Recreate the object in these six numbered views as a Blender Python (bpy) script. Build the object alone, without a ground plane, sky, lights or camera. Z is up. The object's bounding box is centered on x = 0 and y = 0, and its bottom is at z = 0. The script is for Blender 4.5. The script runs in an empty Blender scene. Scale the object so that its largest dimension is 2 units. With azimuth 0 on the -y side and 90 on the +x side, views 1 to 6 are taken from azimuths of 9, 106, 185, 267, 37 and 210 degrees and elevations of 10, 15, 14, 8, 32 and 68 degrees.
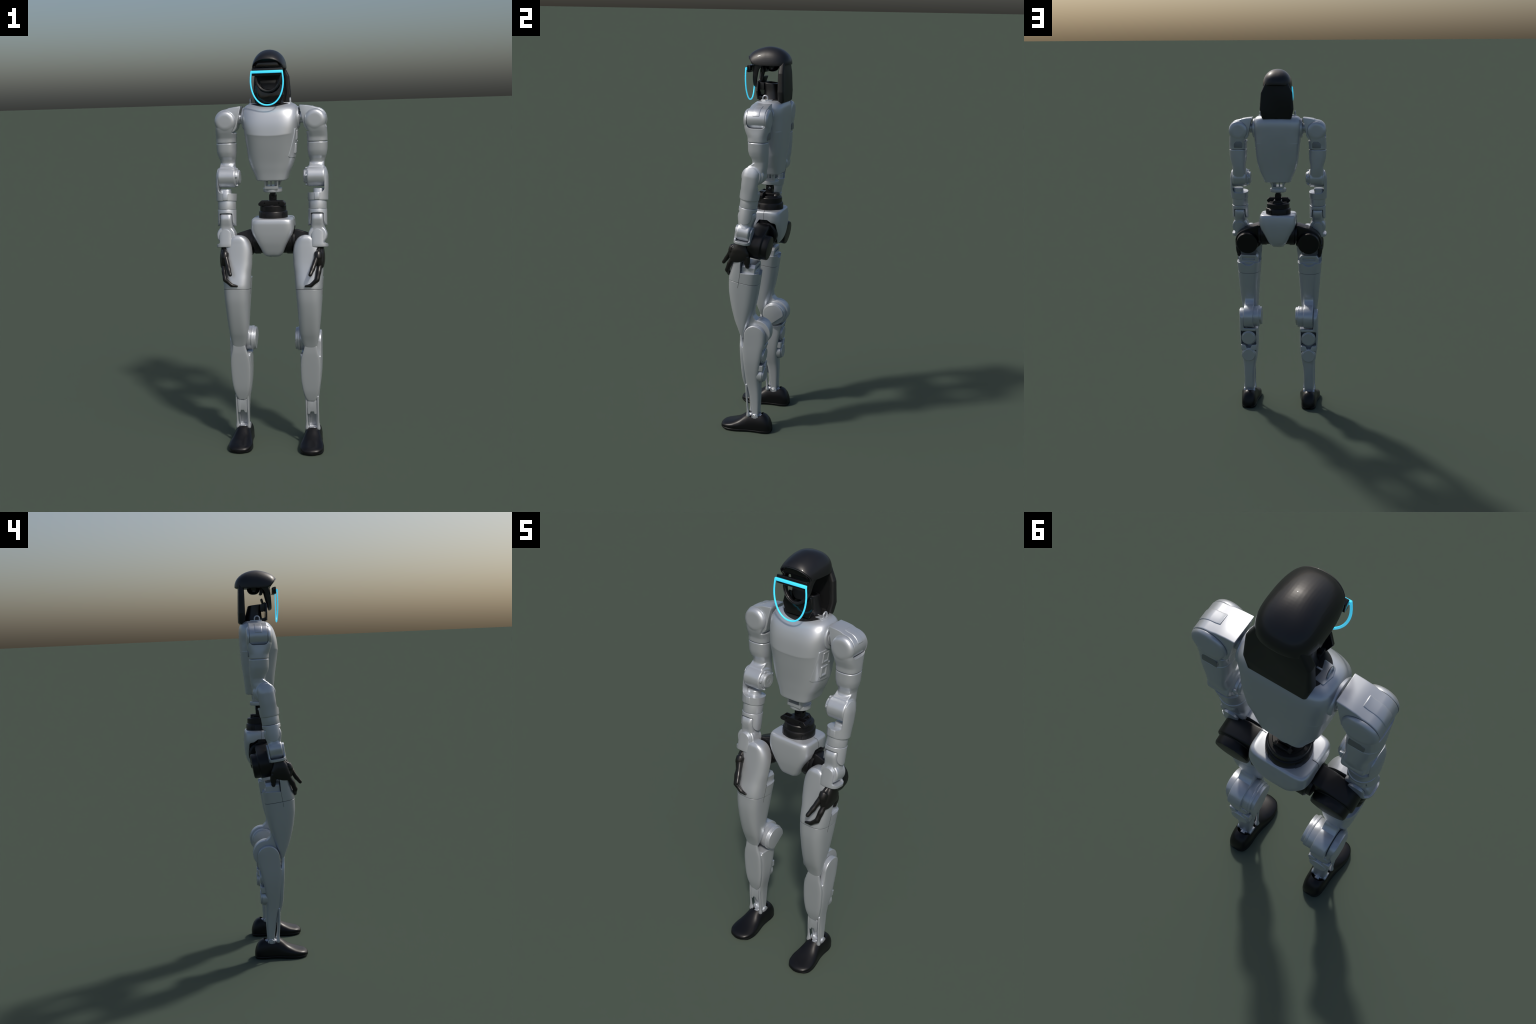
"""Humanoid robot, light grey shells with black joints, hood-like open head with a cyan light loop.
Frame: metres, z up, robot faces -y.  Parts on the robot's +x side are built once and mirrored."""
import bpy, bmesh, math
from math import sin, cos, pi, radians, sqrt
from mathutils import Vector, Matrix

# ------------------------------------------------------------------ materials
def principled(name, color, rough, metallic=0.0, coat=0.0, coat_rough=0.05, spec=0.5,
               rough_var=0.04, grain=0.0, edge=0.0, emission=None, emission_strength=0.0, tint=0.04):
    m = bpy.data.materials.new(name)
    m.use_nodes = True
    nt = m.node_tree
    b = nt.nodes["Principled BSDF"]
    tc = nt.nodes.new("ShaderNodeTexCoord")
    noise = nt.nodes.new("ShaderNodeTexNoise")
    noise.inputs["Scale"].default_value = 9.0
    noise.inputs["Detail"].default_value = 3.0
    nt.links.new(tc.outputs["Object"], noise.inputs["Vector"])
    mr = nt.nodes.new("ShaderNodeMapRange")
    mr.inputs["To Min"].default_value = max(0.0, rough - rough_var)
    mr.inputs["To Max"].default_value = min(1.0, rough + rough_var)
    nt.links.new(noise.outputs["Fac"], mr.inputs["Value"])
    nt.links.new(mr.outputs["Result"], b.inputs["Roughness"])
    ramp = nt.nodes.new("ShaderNodeValToRGB")
    lo = [c * (1 - tint) for c in color]
    hi = [min(1, c * (1 + tint)) for c in color]
    ramp.color_ramp.elements[0].position = 0.3
    ramp.color_ramp.elements[1].position = 0.7
    ramp.color_ramp.elements[0].color = (*lo, 1)
    ramp.color_ramp.elements[1].color = (*hi, 1)
    nt.links.new(noise.outputs["Fac"], ramp.inputs["Fac"])
    nt.links.new(ramp.outputs["Color"], b.inputs["Base Color"])
    b.inputs["Metallic"].default_value = metallic
    b.inputs["Specular IOR Level"].default_value = spec
    b.inputs["Coat Weight"].default_value = coat
    b.inputs["Coat Roughness"].default_value = coat_rough
    if edge > 0:
        bev = nt.nodes.new("ShaderNodeBevel")
        bev.samples = 4
        bev.inputs["Radius"].default_value = edge
        nt.links.new(bev.outputs["Normal"], b.inputs["Normal"])
    if grain > 0:
        fine = nt.nodes.new("ShaderNodeTexNoise")
        fine.inputs["Scale"].default_value = 900.0
        bump = nt.nodes.new("ShaderNodeBump")
        bump.inputs["Strength"].default_value = grain
        bump.inputs["Distance"].default_value = 0.0005
        nt.links.new(tc.outputs["Object"], fine.inputs["Vector"])
        nt.links.new(fine.outputs["Fac"], bump.inputs["Height"])
        nt.links.new(bump.outputs["Normal"], b.inputs["Normal"])
    if emission:
        b.inputs["Emission Color"].default_value = (*emission, 1)
        b.inputs["Emission Strength"].default_value = emission_strength
    return m

GREY = principled("satin_grey_shell", (0.512, 0.542, 0.582), 0.35, metallic=0.57, tint=0.01, rough_var=0.02, edge=0.0022)  # base colour tinted blue to carry the sky's cast on shaded sides
GREY_DARK = principled("grey_darkened_for_ground_reflection", (0.22, 0.235, 0.25), 0.42, metallic=0.6)
BLACK = principled("black_joint_plastic", (0.0055, 0.0055, 0.0065), 0.36, spec=0.35)
HOOD = principled("black_hood_shell", (0.007, 0.007, 0.0085), 0.42, coat=0.18, coat_rough=0.05, spec=0.45)
PANEL = principled("matt_black_panel", (0.008, 0.0085, 0.009), 0.5, spec=0.4)
GLOSS = principled("glossy_black_glass", (0.006, 0.006, 0.007), 0.10)
SHOE = principled("black_rubber_shoe", (0.0035, 0.0035, 0.0045), 0.36, spec=0.34)
HAND = principled("black_hand_rubber", (0.007, 0.0065, 0.0065), 0.32, spec=0.45)
SEAM = principled("seam_shadow_black", (0.03, 0.032, 0.035), 0.7)
LIGHT = principled("cyan_light_tube", (0.05, 0.55, 0.75), 0.3, emission=(0.055, 0.62, 0.92), emission_strength=0.62)

# ------------------------------------------------------------------ mesh kit
def pchip(xs, ys, x):
    n = len(xs)
    if x <= xs[0]: return ys[0]
    if x >= xs[-1]: return ys[-1]
    h = [xs[i+1]-xs[i] for i in range(n-1)]
    d = [(ys[i+1]-ys[i])/h[i] for i in range(n-1)]
    m = [0.0]*n
    m[0], m[-1] = d[0], d[-1]
    for i in range(1, n-1):
        if d[i-1]*d[i] > 0:
            w1, w2 = 2*h[i]+h[i-1], h[i]+2*h[i-1]
            m[i] = (w1+w2)/(w1/d[i-1]+w2/d[i])
    i = max(k for k in range(n-1) if xs[k] <= x)
    t = (x-xs[i])/h[i]
    return ((1+2*t)*(1-t)**2*ys[i] + t*(1-t)**2*h[i]*m[i]
            + t*t*(3-2*t)*ys[i+1] + t*t*(t-1)*h[i]*m[i+1])

def spow(v, p):
    return math.copysign(abs(v)**p, v)

def bm_rings(rings, closed=True, caps=True):
    bm = bmesh.new()
    vs = [[bm.verts.new(p) for p in r] for r in rings]
    n = len(rings[0])
    for a, b in zip(vs, vs[1:]):
        for i in range(n if closed else n-1):
            j = (i+1) % n
            bm.faces.new((a[i], a[j], b[j], b[i]))
    if caps and closed:
        bm.faces.new(list(reversed(vs[0])))
        bm.faces.new(vs[-1])
    bmesh.ops.recalc_face_normals(bm, faces=bm.faces)
    return bm

def section(z, xc, hx, yf, yb, n, tilt=0.0, N=64, nf=None):
    yc, hy = (yf+yb)/2, (yb-yf)/2
    out = []
    for i in range(N):
        t = 2*pi*i/N
        m = nf if (nf and sin(t) < 0) else n
        y = yc + hy*spow(sin(t), 2/m)
        out.append((xc + hx*spow(cos(t), 2/m), y, z + tilt*(yc-y)))
    return out

def loft_params(keys, z):
    zs = [k[0] for k in keys]
    return [pchip(zs, [k[c] for k in keys], z) for c in range(1, 6)]

def zloft(keys, rt=0.004, rb=0.004, tilt=0.0, steps=5, N=64, grooves=(), groove_w=0.0016, groove_d=0.0035, front_n=None):
    """Loft of superellipse sections stacked in z.  keys: (z, xc, hx, yf, yb, n)."""
    keys = sorted(keys)
    z0, z1 = keys[0][0], keys[-1][0]
    rows = []
    for k in range(5):
        a = k/4*pi/2
        rows.append((z0 + rb - rb*cos(a), rb*(1-sin(a))))
    zs = []
    for a, b in zip(keys, keys[1:]):
        for s in range(steps):
            zs.append(a[0]+(b[0]-a[0])*s/steps)
    zs = [z for z in zs if z0+rb*1.05 < z < z1-rt*1.05]
    for g in grooves:
        zs = [z for z in zs if abs(z-g) > groove_w*1.2]
    mid = [(z, 0.0) for z in zs]
    for g in grooves:
        w = groove_w/2
        mid += [(g-w*1.02, 0), (g-w, groove_d), (g+w, groove_d), (g+w*1.02, 0)]
    mid.sort()
    rows += mid
    for k in range(5):
        a = k/4*pi/2
        rows.append((z1 - rt + rt*sin(a), rt*(1-cos(a))))
    rings = []
    for z, ins in rows:
        xc, hx, yf, yb, n = loft_params(keys, z)
        rings.append(section(z, xc, max(hx-ins, 1e-4), yf+ins, yb-ins, n, tilt, N, front_n(z) if front_n else None))
    return bm_rings(rings)

def prism(outline, axis, a, b, bevel=0.003, seg=3):
    """Extrude a 2D outline.  axis 'x': outline is (y,z); 'y': (x,z); 'z': (x,y)."""
    def P(p, h):
        return {'x': (h, p[0], p[1]), 'y': (p[0], h, p[1]), 'z': (p[0], p[1], h)}[axis]
    bm = bm_rings([[P(p, a) for p in outline], [P(p, b) for p in outline]])
    if bevel > 0:
        caps = [f for f in bm.faces if len(f.verts) == len(outline)]
        if len(outline) == 4:
            k = 'xyz'.index(axis)
            caps = [f for f in bm.faces if max(v.co[k] for v in f.verts)-min(v.co[k] for v in f.verts) < 1e-9]
        es = list({e for f in caps for e in f.edges})
        bmesh.ops.bevel(bm, geom=es, offset=bevel, segments=seg, profile=0.5, affect='EDGES', clamp_overlap=True)
    return bm

def roundpoly(pts, seg=7):
    """Polygon with fillets.  pts: (x, y, radius)."""
    out = []
    n = len(pts)
    for i in range(n):
        p0, p, p1 = Vector(pts[i-1][:2]), Vector(pts[i][:2]), Vector(pts[(i+1) % n][:2])
        r = pts[i][2]
        if r <= 0:
            out.append((p.x, p.y)); continue
        u, v = (p0-p), (p1-p)
        lu, lv = u.length, v.length
        u, v = u/lu, v/lv
        ang = u.angle(v)
        d = min(r/math.tan(ang/2), 0.499*lu, 0.499*lv)
        r = d*math.tan(ang/2)
        c = p + (u+v).normalized()*(r/sin(ang/2))
        s, e = p+u*d, p+v*d
        a0 = math.atan2(s.y-c.y, s.x-c.x); a1 = math.atan2(e.y-c.y, e.x-c.x)
        da = (a1-a0+pi) % (2*pi) - pi
        for k in range(seg+1):
            a = a0+da*k/seg
            out.append((c.x+r*cos(a), c.y+r*sin(a)))
    return out

def arc(cx, cy, r, a0, a1, n=24):
    return [(cx+r*cos(radians(a0+(a1-a0)*i/n)), cy+r*sin(radians(a0+(a1-a0)*i/n))) for i in range(n+1)]

def lathe(profile, center, axis='z', N=64):
    """profile: (radius, height along axis)."""
    rings = []
    for r, h in profile:
        ring = []
        for i in range(N):
            t = 2*pi*i/N
            a, b = max(r, 1e-5)*cos(t), max(r, 1e-5)*sin(t)
            p = {'z': (a, b, h), 'x': (h, a, b), 'y': (a, h, b)}[axis]
            ring.append(tuple(p[k]+center[k] for k in range(3)))
        rings.append(ring)
    return bm_rings(rings)

def drum(center, axis, r, h0, h1, e=0.003, N=64):
    """Cylinder with rounded rims; h0,h1 offsets along axis from center."""
    pr = []
    for k in range(5):
        a = k/4*pi/2
        pr.append((r-e+e*sin(a), h0+e-e*cos(a)))
    for k in range(5):
        a = k/4*pi/2
        pr.append((r-e+e*cos(a), h1-e+e*sin(a)))
    return lathe(pr, center, axis, N)

def box(x0, x1, y0, y1, z0, z1, bevel=0.003):
    bm = bm_rings([[(x0, y0, z0), (x1, y0, z0), (x1, y1, z0), (x0, y1, z0)],
                   [(x0, y0, z1), (x1, y0, z1), (x1, y1, z1), (x0, y1, z1)]])
    if bevel > 0:
        bmesh.ops.bevel(bm, geom=list(bm.edges), offset=bevel, segments=3, profile=0.5, affect='EDGES')
    return bm

def tube(path, radii, N=16, closed=False, flat=None, round_ends=True):
    """Tube along a 3D path with parallel-transported frame; flat=(a,b) scales the two section axes."""
    P = [Vector(p) for p in path]
    n = len(P)
    if isinstance(radii, (int, float)): radii = [radii]*n
    tang = []
    for i in range(n):
        if closed: t = P[(i+1) % n]-P[i-1]
        else: t = P[min(i+1, n-1)]-P[max(i-1, 0)]
        tang.append(t.normalized())
    ref = Vector((0, 1, 0)) if abs(tang[0].y) < 0.9 else Vector((1, 0, 0))
    u = (ref - tang[0]*ref.dot(tang[0])).normalized()
    rings = []
    fa, fb = flat or (1, 1)
    def ring(c, u, v, r):
        return [tuple(c+u*(r*fa*cos(2*pi*k/N))+v*(r*fb*sin(2*pi*k/N))) for k in range(N)]
    frames = []
    for i in range(n):
        u = (u - tang[i]*u.dot(tang[i])).normalized()
        frames.append((u.copy(), tang[i].cross(u)))
    if not closed and round_ends:
        for k in range(4):
            a = k/4*pi/2
            rings.append(ring(P[0]-tang[0]*radii[0]*cos(a), *frames[0], max(radii[0]*sin(a), 1e-5)))
    for i in range(n):
        rings.append(ring(P[i], *frames[i], radii[i]))
    if not closed and round_ends:
        for k in range(3, -1, -1):
            a = k/4*pi/2
            rings.append(ring(P[-1]+tang[-1]*radii[-1]*cos(a), *frames[-1], max(radii[-1]*sin(a), 1e-5)))
    if closed:
        rings.append(rings[0])
        bm = bm_rings(rings, caps=False)
        bmesh.ops.remove_doubles(bm, verts=bm.verts, dist=1e-7)
        bmesh.ops.recalc_face_normals(bm, faces=bm.faces)
        return bm
    return bm_rings(rings)

def smooth_path(pts, per=6):
    """Catmull-Rom through control points (any dimension)."""
    out = []
    n = len(pts)
    for i in range(n-1):
        p0, p1, p2, p3 = pts[max(i-1, 0)], pts[i], pts[i+1], pts[min(i+2, n-1)]
        for s in range(per):
            t = s/per
            out.append(tuple(0.5*((2*b)+(c-a)*t+(2*a-5*b+4*c-d)*t*t+(3*b-a-3*c+d)*t**3)
                             for a, b, c, d in zip(p0, p1, p2, p3)))
    out.append(tuple(pts[-1]))
    return out

def ellipsoid(center, radii, U=40, V=20):
    rings = []
    for j in range(1, V):
        b = -pi/2+pi*j/V
        rings.append([(center[0]+radii[0]*cos(b)*cos(2*pi*i/U), center[1]+radii[1]*cos(b)*sin(2*pi*i/U),
                       center[2]+radii[2]*sin(b)) for i in range(U)])
    return bm_rings(rings)

def turn(bm, axis, degrees, pivot):
    bmesh.ops.rotate(bm, verts=bm.verts, cent=pivot, matrix=Matrix.Rotation(radians(degrees), 3, axis))
    return bm

def temp_object(bm):
    me = bpy.data.meshes.new("tmp")
    bm.to_mesh(me)
    ob = bpy.data.objects.new("tmp", me)
    bpy.context.scene.collection.objects.link(ob)
    return ob

def boolean(bm, cutters, op='DIFFERENCE'):
    """Exact boolean of bm with each cutter; returns a new bmesh."""
    base = temp_object(bm)
    cs = []
    for c in cutters:
        co = temp_object(c)
        md = base.modifiers.new("b", 'BOOLEAN')
        md.operation, md.solver, md.object = op, 'EXACT', co
        cs.append(co)
    dg = bpy.context.evaluated_depsgraph_get()
    dg.update()
    me = bpy.data.meshes.new_from_object(base.evaluated_get(dg))
    out = bmesh.new()
    out.from_mesh(me)
    bpy.data.meshes.remove(me)
    for o in [base]+cs:
        d = o.data
        bpy.data.objects.remove(o)
        bpy.data.meshes.remove(d)
    return out

def fuse(bms, voxel=0.002, iterations=8):
    """Weld overlapping pieces into one skin and soften the creases between them."""
    acc = bmesh.new()
    for b in bms:
        t = bpy.data.meshes.new("t")
        b.to_mesh(t)
        acc.from_mesh(t)
        bpy.data.meshes.remove(t)
    ob = temp_object(acc)
    r = ob.modifiers.new("r", 'REMESH')
    r.mode, r.voxel_size, r.adaptivity = 'VOXEL', voxel, 0.0
    sm = ob.modifiers.new("s", 'SMOOTH')
    sm.factor, sm.iterations = 0.5, iterations
    dg = bpy.context.evaluated_depsgraph_get()
    dg.update()
    me = bpy.data.meshes.new_from_object(ob.evaluated_get(dg))
    out = bmesh.new()
    out.from_mesh(me)
    bpy.data.meshes.remove(me)
    d = ob.data
    bpy.data.objects.remove(ob)
    bpy.data.meshes.remove(d)
    return out

# ------------------------------------------------------------------ object kit
ROOT = bpy.data.objects.new("humanoid_robot", None)
ROOT.empty_display_size = 0.2
bpy.context.scene.collection.objects.link(ROOT)
ROOT["label"] = "light grey humanoid robot with black joints and cyan face light"
ROOT["category"] = "humanoid robot"

def make(name, bms, mat, parent=None, angle=32, mirror=False, kind=None):
    """Join bmeshes into one named mesh object."""
    if not isinstance(bms, (list, tuple)): bms = [bms]
    me = bpy.data.meshes.new(name)
    acc = bmesh.new()
    for b in bms:
        t = bpy.data.meshes.new("t")
        b.to_mesh(t)
        acc.from_mesh(t)
        bpy.data.meshes.remove(t)
    if mirror:
        for v in acc.verts: v.co.x = -v.co.x
        bmesh.ops.reverse_faces(acc, faces=acc.faces)
    acc.to_mesh(me)
    acc.free()
    me.polygons.foreach_set("use_smooth", [True]*len(me.polygons))
    me.set_sharp_from_angle(angle=radians(angle))
    me.materials.append(mat)
    ob = bpy.data.objects.new(name, me)
    bpy.context.scene.collection.objects.link(ob)
    ob.parent = parent or ROOT
    if kind: ob["kind"] = kind
    return ob

class Pair:
    """The same part on both sides."""
    def __init__(self, name, bms, mat, parent=None, angle=32):
        pl = parent.objs if isinstance(parent, Pair) else (parent, parent)
        self.objs = (make(name, bms, mat, pl[0], angle), make(name, bms, mat, pl[1], angle, mirror=True))

# ================================================================== HEAD
def build_head():
    # --- hood cap: arch sections marching from the raked front rim to the rounded back
    rings = []
    A = 33
    def arch(y, w, top, bot, shear, n):
        r = []
        for i in range(A):
            t = pi*i/(A-1)
            x = w*spow(cos(t), 2/n)
            z = bot+(top-bot)*abs(sin(t))**(2/n)
            r.append((x, y+shear*(z-bot), z))
        return r
    stations = []
    M = 14
    for k in range(M+1):                        # front half, rim raked forward
        f = k/M
        y0 = -0.031+(0.034+0.031)*f
        sh = -0.86*(1-f)**1.2
        top = 1.9540+0.0460*(1-(1-f)**1.62)
        w = 0.0735+0.0075*(1-(1-f)**2)
        bot = 1.9125-0.0045*min(1, f*3)
        stations.append(arch(y0, w, top, bot, sh, 2.15))
    M = 22
    for k in range(1, M+1):                     # rounded back half
        a = k/M*pi/2*0.985
        q = sin(a)
        y0 = 0.034+0.1115*q
        top = 1.922+0.078*max(0.0, 1-q**2.05)**0.5
        w = 0.081*max(0.0, 1-q**3.4)**0.42
        bot = 1.908+0.008*q**6
        stations.append(arch(y0, max(w, 0.012), max(top, bot+0.004), bot, 0, 2.15+0.5*q))
    bm = bm_rings(stations, closed=True, caps=False)
    # front face: close, then sink it to leave a lip around the face opening
    bm.verts.ensure_lookup_table()
    f0 = bm.faces.new(list(reversed(bm.verts[0:A])))
    bm.faces.new(bm.verts[len(bm.verts)-A:])
    bmesh.ops.recalc_face_normals(bm, faces=bm.faces)
    r = bmesh.ops.inset_region(bm, faces=[f0], thickness=0.0055, depth=-0.003)
    r = bmesh.ops.inset_region(bm, faces=[f0], thickness=0.003, depth=-0.005)
    cap_bm = bm

    # --- face frame: U-shaped hoop hanging from the rim
    def hoop_at(f):
        # f: 0..1 from right top round the bottom to left top
        s = f*2-1
        if abs(s) > 0.72:
            q = (abs(s)-0.72)/0.28
            x = 0.0590+0.0085*q; z = 1.872+0.046*q
        else:
            a = s/0.72*pi/2
            x = 0.0590*abs(sin(a)); z = 1.872-0.0715*cos(a)
        return math.copysign(x, -s), z
    rings = []
    H = 72
    for i in range(H+1):
        x, z = hoop_at(i/H)
        x2, z2 = hoop_at(min(1, i/H+1e-3)); x1, z1 = hoop_at(max(0, i/H-1e-3))
        t = Vector((x2-x1, 0, z2-z1)).normalized()
        nrm = Vector((-t.z, 0, t.x))
        if nrm.dot(Vector((x, 0, z-1.90))) < 0: nrm = -nrm
        g = max(0, min(1, (z-1.80)/0.11))
        yf = -0.0375+0.0085*g+0.006*max(0,g-0.6)
        yb = -0.023+0.0245*g**1.1+0.016*max(0.0, (g-0.72)/0.28)**2.2
        hw = 0.0066
        sec = [(hw, 0.5), (hw*0.75, 0.1), (0, 0), (-hw*0.75, 0.05), (-hw, 0.25), (-hw, 0.85), (-hw*0.6, 1.0), (hw*0.6, 1.0), (hw, 0.85)]
        rings.append([(x+nrm.x*o, yf+(yb-yf)*d, z+nrm.z*o) for o, d in sec])
    cap = make("head", fuse([cap_bm, bm_rings(rings)], 0.0015, 7), HOOD, angle=60)
    # rounded rim bead round the whole face opening: brow arch above, hoop below
    bead = []
    for i in range(41):
        t = pi*i/40
        x = 0.0700*spow(cos(t), 0.93)
        z = 1.9135+0.0390*abs(sin(t))**0.93
        bead.append((x, -0.0335-0.86*(z-1.9125), z))
    low = []
    for i in range(49):
        x, z = hoop_at(1-i/48)
        g = max(0, min(1, (z-1.80)/0.11))
        low.append((x*1.02, -0.0385+0.0085*g+0.0035*max(0, g-0.6), z))
    make("face_rim", tube(bead+low[2:-2], 0.0020, N=10, closed=True), HOOD, cap, angle=60)

    # --- inner brow under the rim
    brow = prism([(-0.06, 1.914), (0.06, 1.914), (0.05, 1.936), (0.0, 1.944), (-0.05, 1.936)], 'y', -0.040, -0.004, 0.003)
    make("brow_panel", [brow], GLOSS, cap)


    # --- recessed face plate and bracket inside the hoop
    plate = prism(roundpoly([(-0.044, 1.857, 0.004), (-0.041, 1.83, 0.01), (-0.02, 1.808, 0.02), (0.02, 1.808, 0.02), (0.041, 1.83, 0.01), (0.044, 1.857, 0.004)]), 'y', -0.010, -0.002, 0.0015)
    turn(plate, 'X', -18, (0, -0.006, 1.80))
    bracket = box(-0.052, 0.052, 0.0, 0.014, 1.872, 1.910, 0.003)
    turn(bracket, 'X', 14, (0, 0, 1.90))
    make("face_plate", [plate, bracket], PANEL, cap)

    # --- chin shield
    chin = prism(roundpoly([(-0.060, 1.842, 0.006), (-0.074, 1.783, 0.006), (-0.058, 1.743, 0.004), (0.058, 1.743, 0.004), (0.074, 1.783, 0.006), (0.060, 1.842, 0.006), (0.035, 1.80, 0.02), (-0.035, 1.80, 0.02)]), 'y', -0.0135, -0.0045, 0.002)
    make("chin_shield", [chin], GLOSS, cap)

    # --- hanging sensor dome
    pr = [(0.0005, -0.0335)]
    for k in range(1, 10):
        a = k/9*pi/2
        pr.append((0.0345*sin(a)**0.8, -0.0335*cos(a)))
    pr.append((0.0345, 0.01))
    make("sensor_dome", lathe(pr, (0, 0.049, 1.910), 'z'), GLOSS, cap)

    # --- back panel
    out = roundpoly([(-0.052, 1.940, 0.010), (-0.064, 1.925, 0.02), (-0.0875, 1.874, 0.010), (-0.0945, 1.784, 0.012), (-0.082, 1.728, 0.012),
                     (0.082, 1.728, 0.012), (0.0945, 1.784, 0.012), (0.0875, 1.874, 0.010), (0.064, 1.925, 0.02), (0.052, 1.940, 0.010)])
    bp = prism(out, 'y', 0.100, 0.1345, 0.009, 4)
    for v in bp.verts:                                  # back lies over: leans forward at top, undercut at foot
        if v.co.y > 0.116:
            v.co.y -= 0.0075*max(0, (v.co.z-1.74)/0.2)+0.5*max(0, 1.742-v.co.z)
        else:
            v.co.y -= 0.0
    ins = prism([(x*0.80, 1.834+(z-1.834)*0.84) for x, z in out], 'y', 0.085, 0.104, 0.006)
    bp = boolean(bp, [ins])
    make("head_back_panel", bp, PANEL, cap, angle=40)

    # --- visor bar and cyan light loop
    bar = prism(roundpoly([(-0.0450, 1.875, 0.002), (-0.0450, 1.9075, 0.002), (-0.0630, 1.9115, 0.0045), (-0.0630, 1.874, 0.0045)]), 'x', -0.0725, 0.0725, 0.002)
    vis = make("visor_bar", bar, GLOSS, cap)
    loop = []
    for i in range(49):
        a = pi*i/48
        x = 0.0785*spow(cos(a), 0.92)
        z = 1.850-0.1145*abs(sin(a))**0.98
        loop.append((x, -0.0680+0.004*abs(sin(a))**2, z))
    loop = [(0.0745, -0.0680, 1.8935), (0.0762, -0.0681, 1.88), (0.0778, -0.0681, 1.865)] + loop + [(-0.0778, -0.0681, 1.865), (-0.0762, -0.0681, 1.88), (-0.0745, -0.0680, 1.8935)]
    t1 = tube(loop, 0.0032, N=14, flat=(1.0, 1.1))
    t2 = prism(roundpoly([(-0.0630, 1.8855, 0.001), (-0.0630, 1.8985, 0.001), (-0.0710, 1.8975, 0.003), (-0.0710, 1.8865, 0.003)]), 'x', -0.0765, 0.0765, 0.001)
    make("light_loop", [t1, t2], LIGHT, cap, angle=60)
    return cap

def build_neck():
    outer = [(1.735, 0, 0.066, 0.004, 0.106, 2.6), (1.76, 0, 0.058, 0.012, 0.102, 2.6), (1.79, 0, 0.054, 0.014, 0.092, 2.8), (1.824, 0, 0.053, 0.012, 0.082, 3.0)]
    bm = zloft(outer, 0.004, 0.002, tilt=0.10)
    hollow = zloft([(1.75, 0, 0.045, 0.022, 0.075, 3), (1.85, 0, 0.046, 0.020, 0.074, 3)], 0.001, 0.001)
    bm = boolean(bm, [hollow])
    pieces = [bm]
    for s in (1, -1):
        up = prism(roundpoly([(-0.007, 1.842, 0.004), (-0.004, 1.79, 0.006), (0.022, 1.79, 0.004), (0.022, 1.825, 0.004), (0.004, 1.828, 0.008)]), 'x', s*0.036, s*0.053, 0.002)
        lo = prism(roundpoly([(-0.007, 1.764, 0.004), (-0.005, 1.738, 0.004), (0.03, 1.738, 0.004), (0.022, 1.762, 0.01), (0.008, 1.752, 0.012)]), 'x', s*0.034, s*0.056, 0.002)
        pieces += [up, lo]
    make("neck", pieces, HOOD, angle=40)

# ================================================================== TORSO
TORSO = [(1.3675, 0, 0.0750, -0.031, 0.112, 5.2), (1.40, 0, 0.0865, -0.034, 0.114, 5.2), (1.43, 0, 0.1005, -0.038, 0.1165, 4.6),
         (1.455, 0, 0.1095, -0.041, 0.119, 4.4), (1.475, 0, 0.1145, -0.044, 0.121, 5.0), (1.53, 0, 0.1205, -0.053, 0.1265, 5.0),
         (1.585, 0, 0.1269, -0.0612, 0.1306, 4.8), (1.5912, 0, 0.1276, -0.0624, 0.1309, 4.8), (1.5922, 0, 0.1277, -0.0624, 0.131, 4.7), (1.600, 0, 0.1286, -0.0619, 0.1313, 4.6), (1.64, 0, 0.133, -0.058, 0.133, 4.0),
         (1.68, 0, 0.1375, -0.049, 0.1335, 3.8), (1.705, 0, 0.1365, -0.039, 0.132, 3.6), (1.722, 0, 0.1315, -0.027, 0.127, 3.4),
         (1.734, 0, 0.122, -0.012, 0.119, 3.2), (1.741, 0, 0.108, 0.004, 0.108, 3.0), (1.744, 0, 0.09, 0.018, 0.096, 2.8)]

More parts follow.
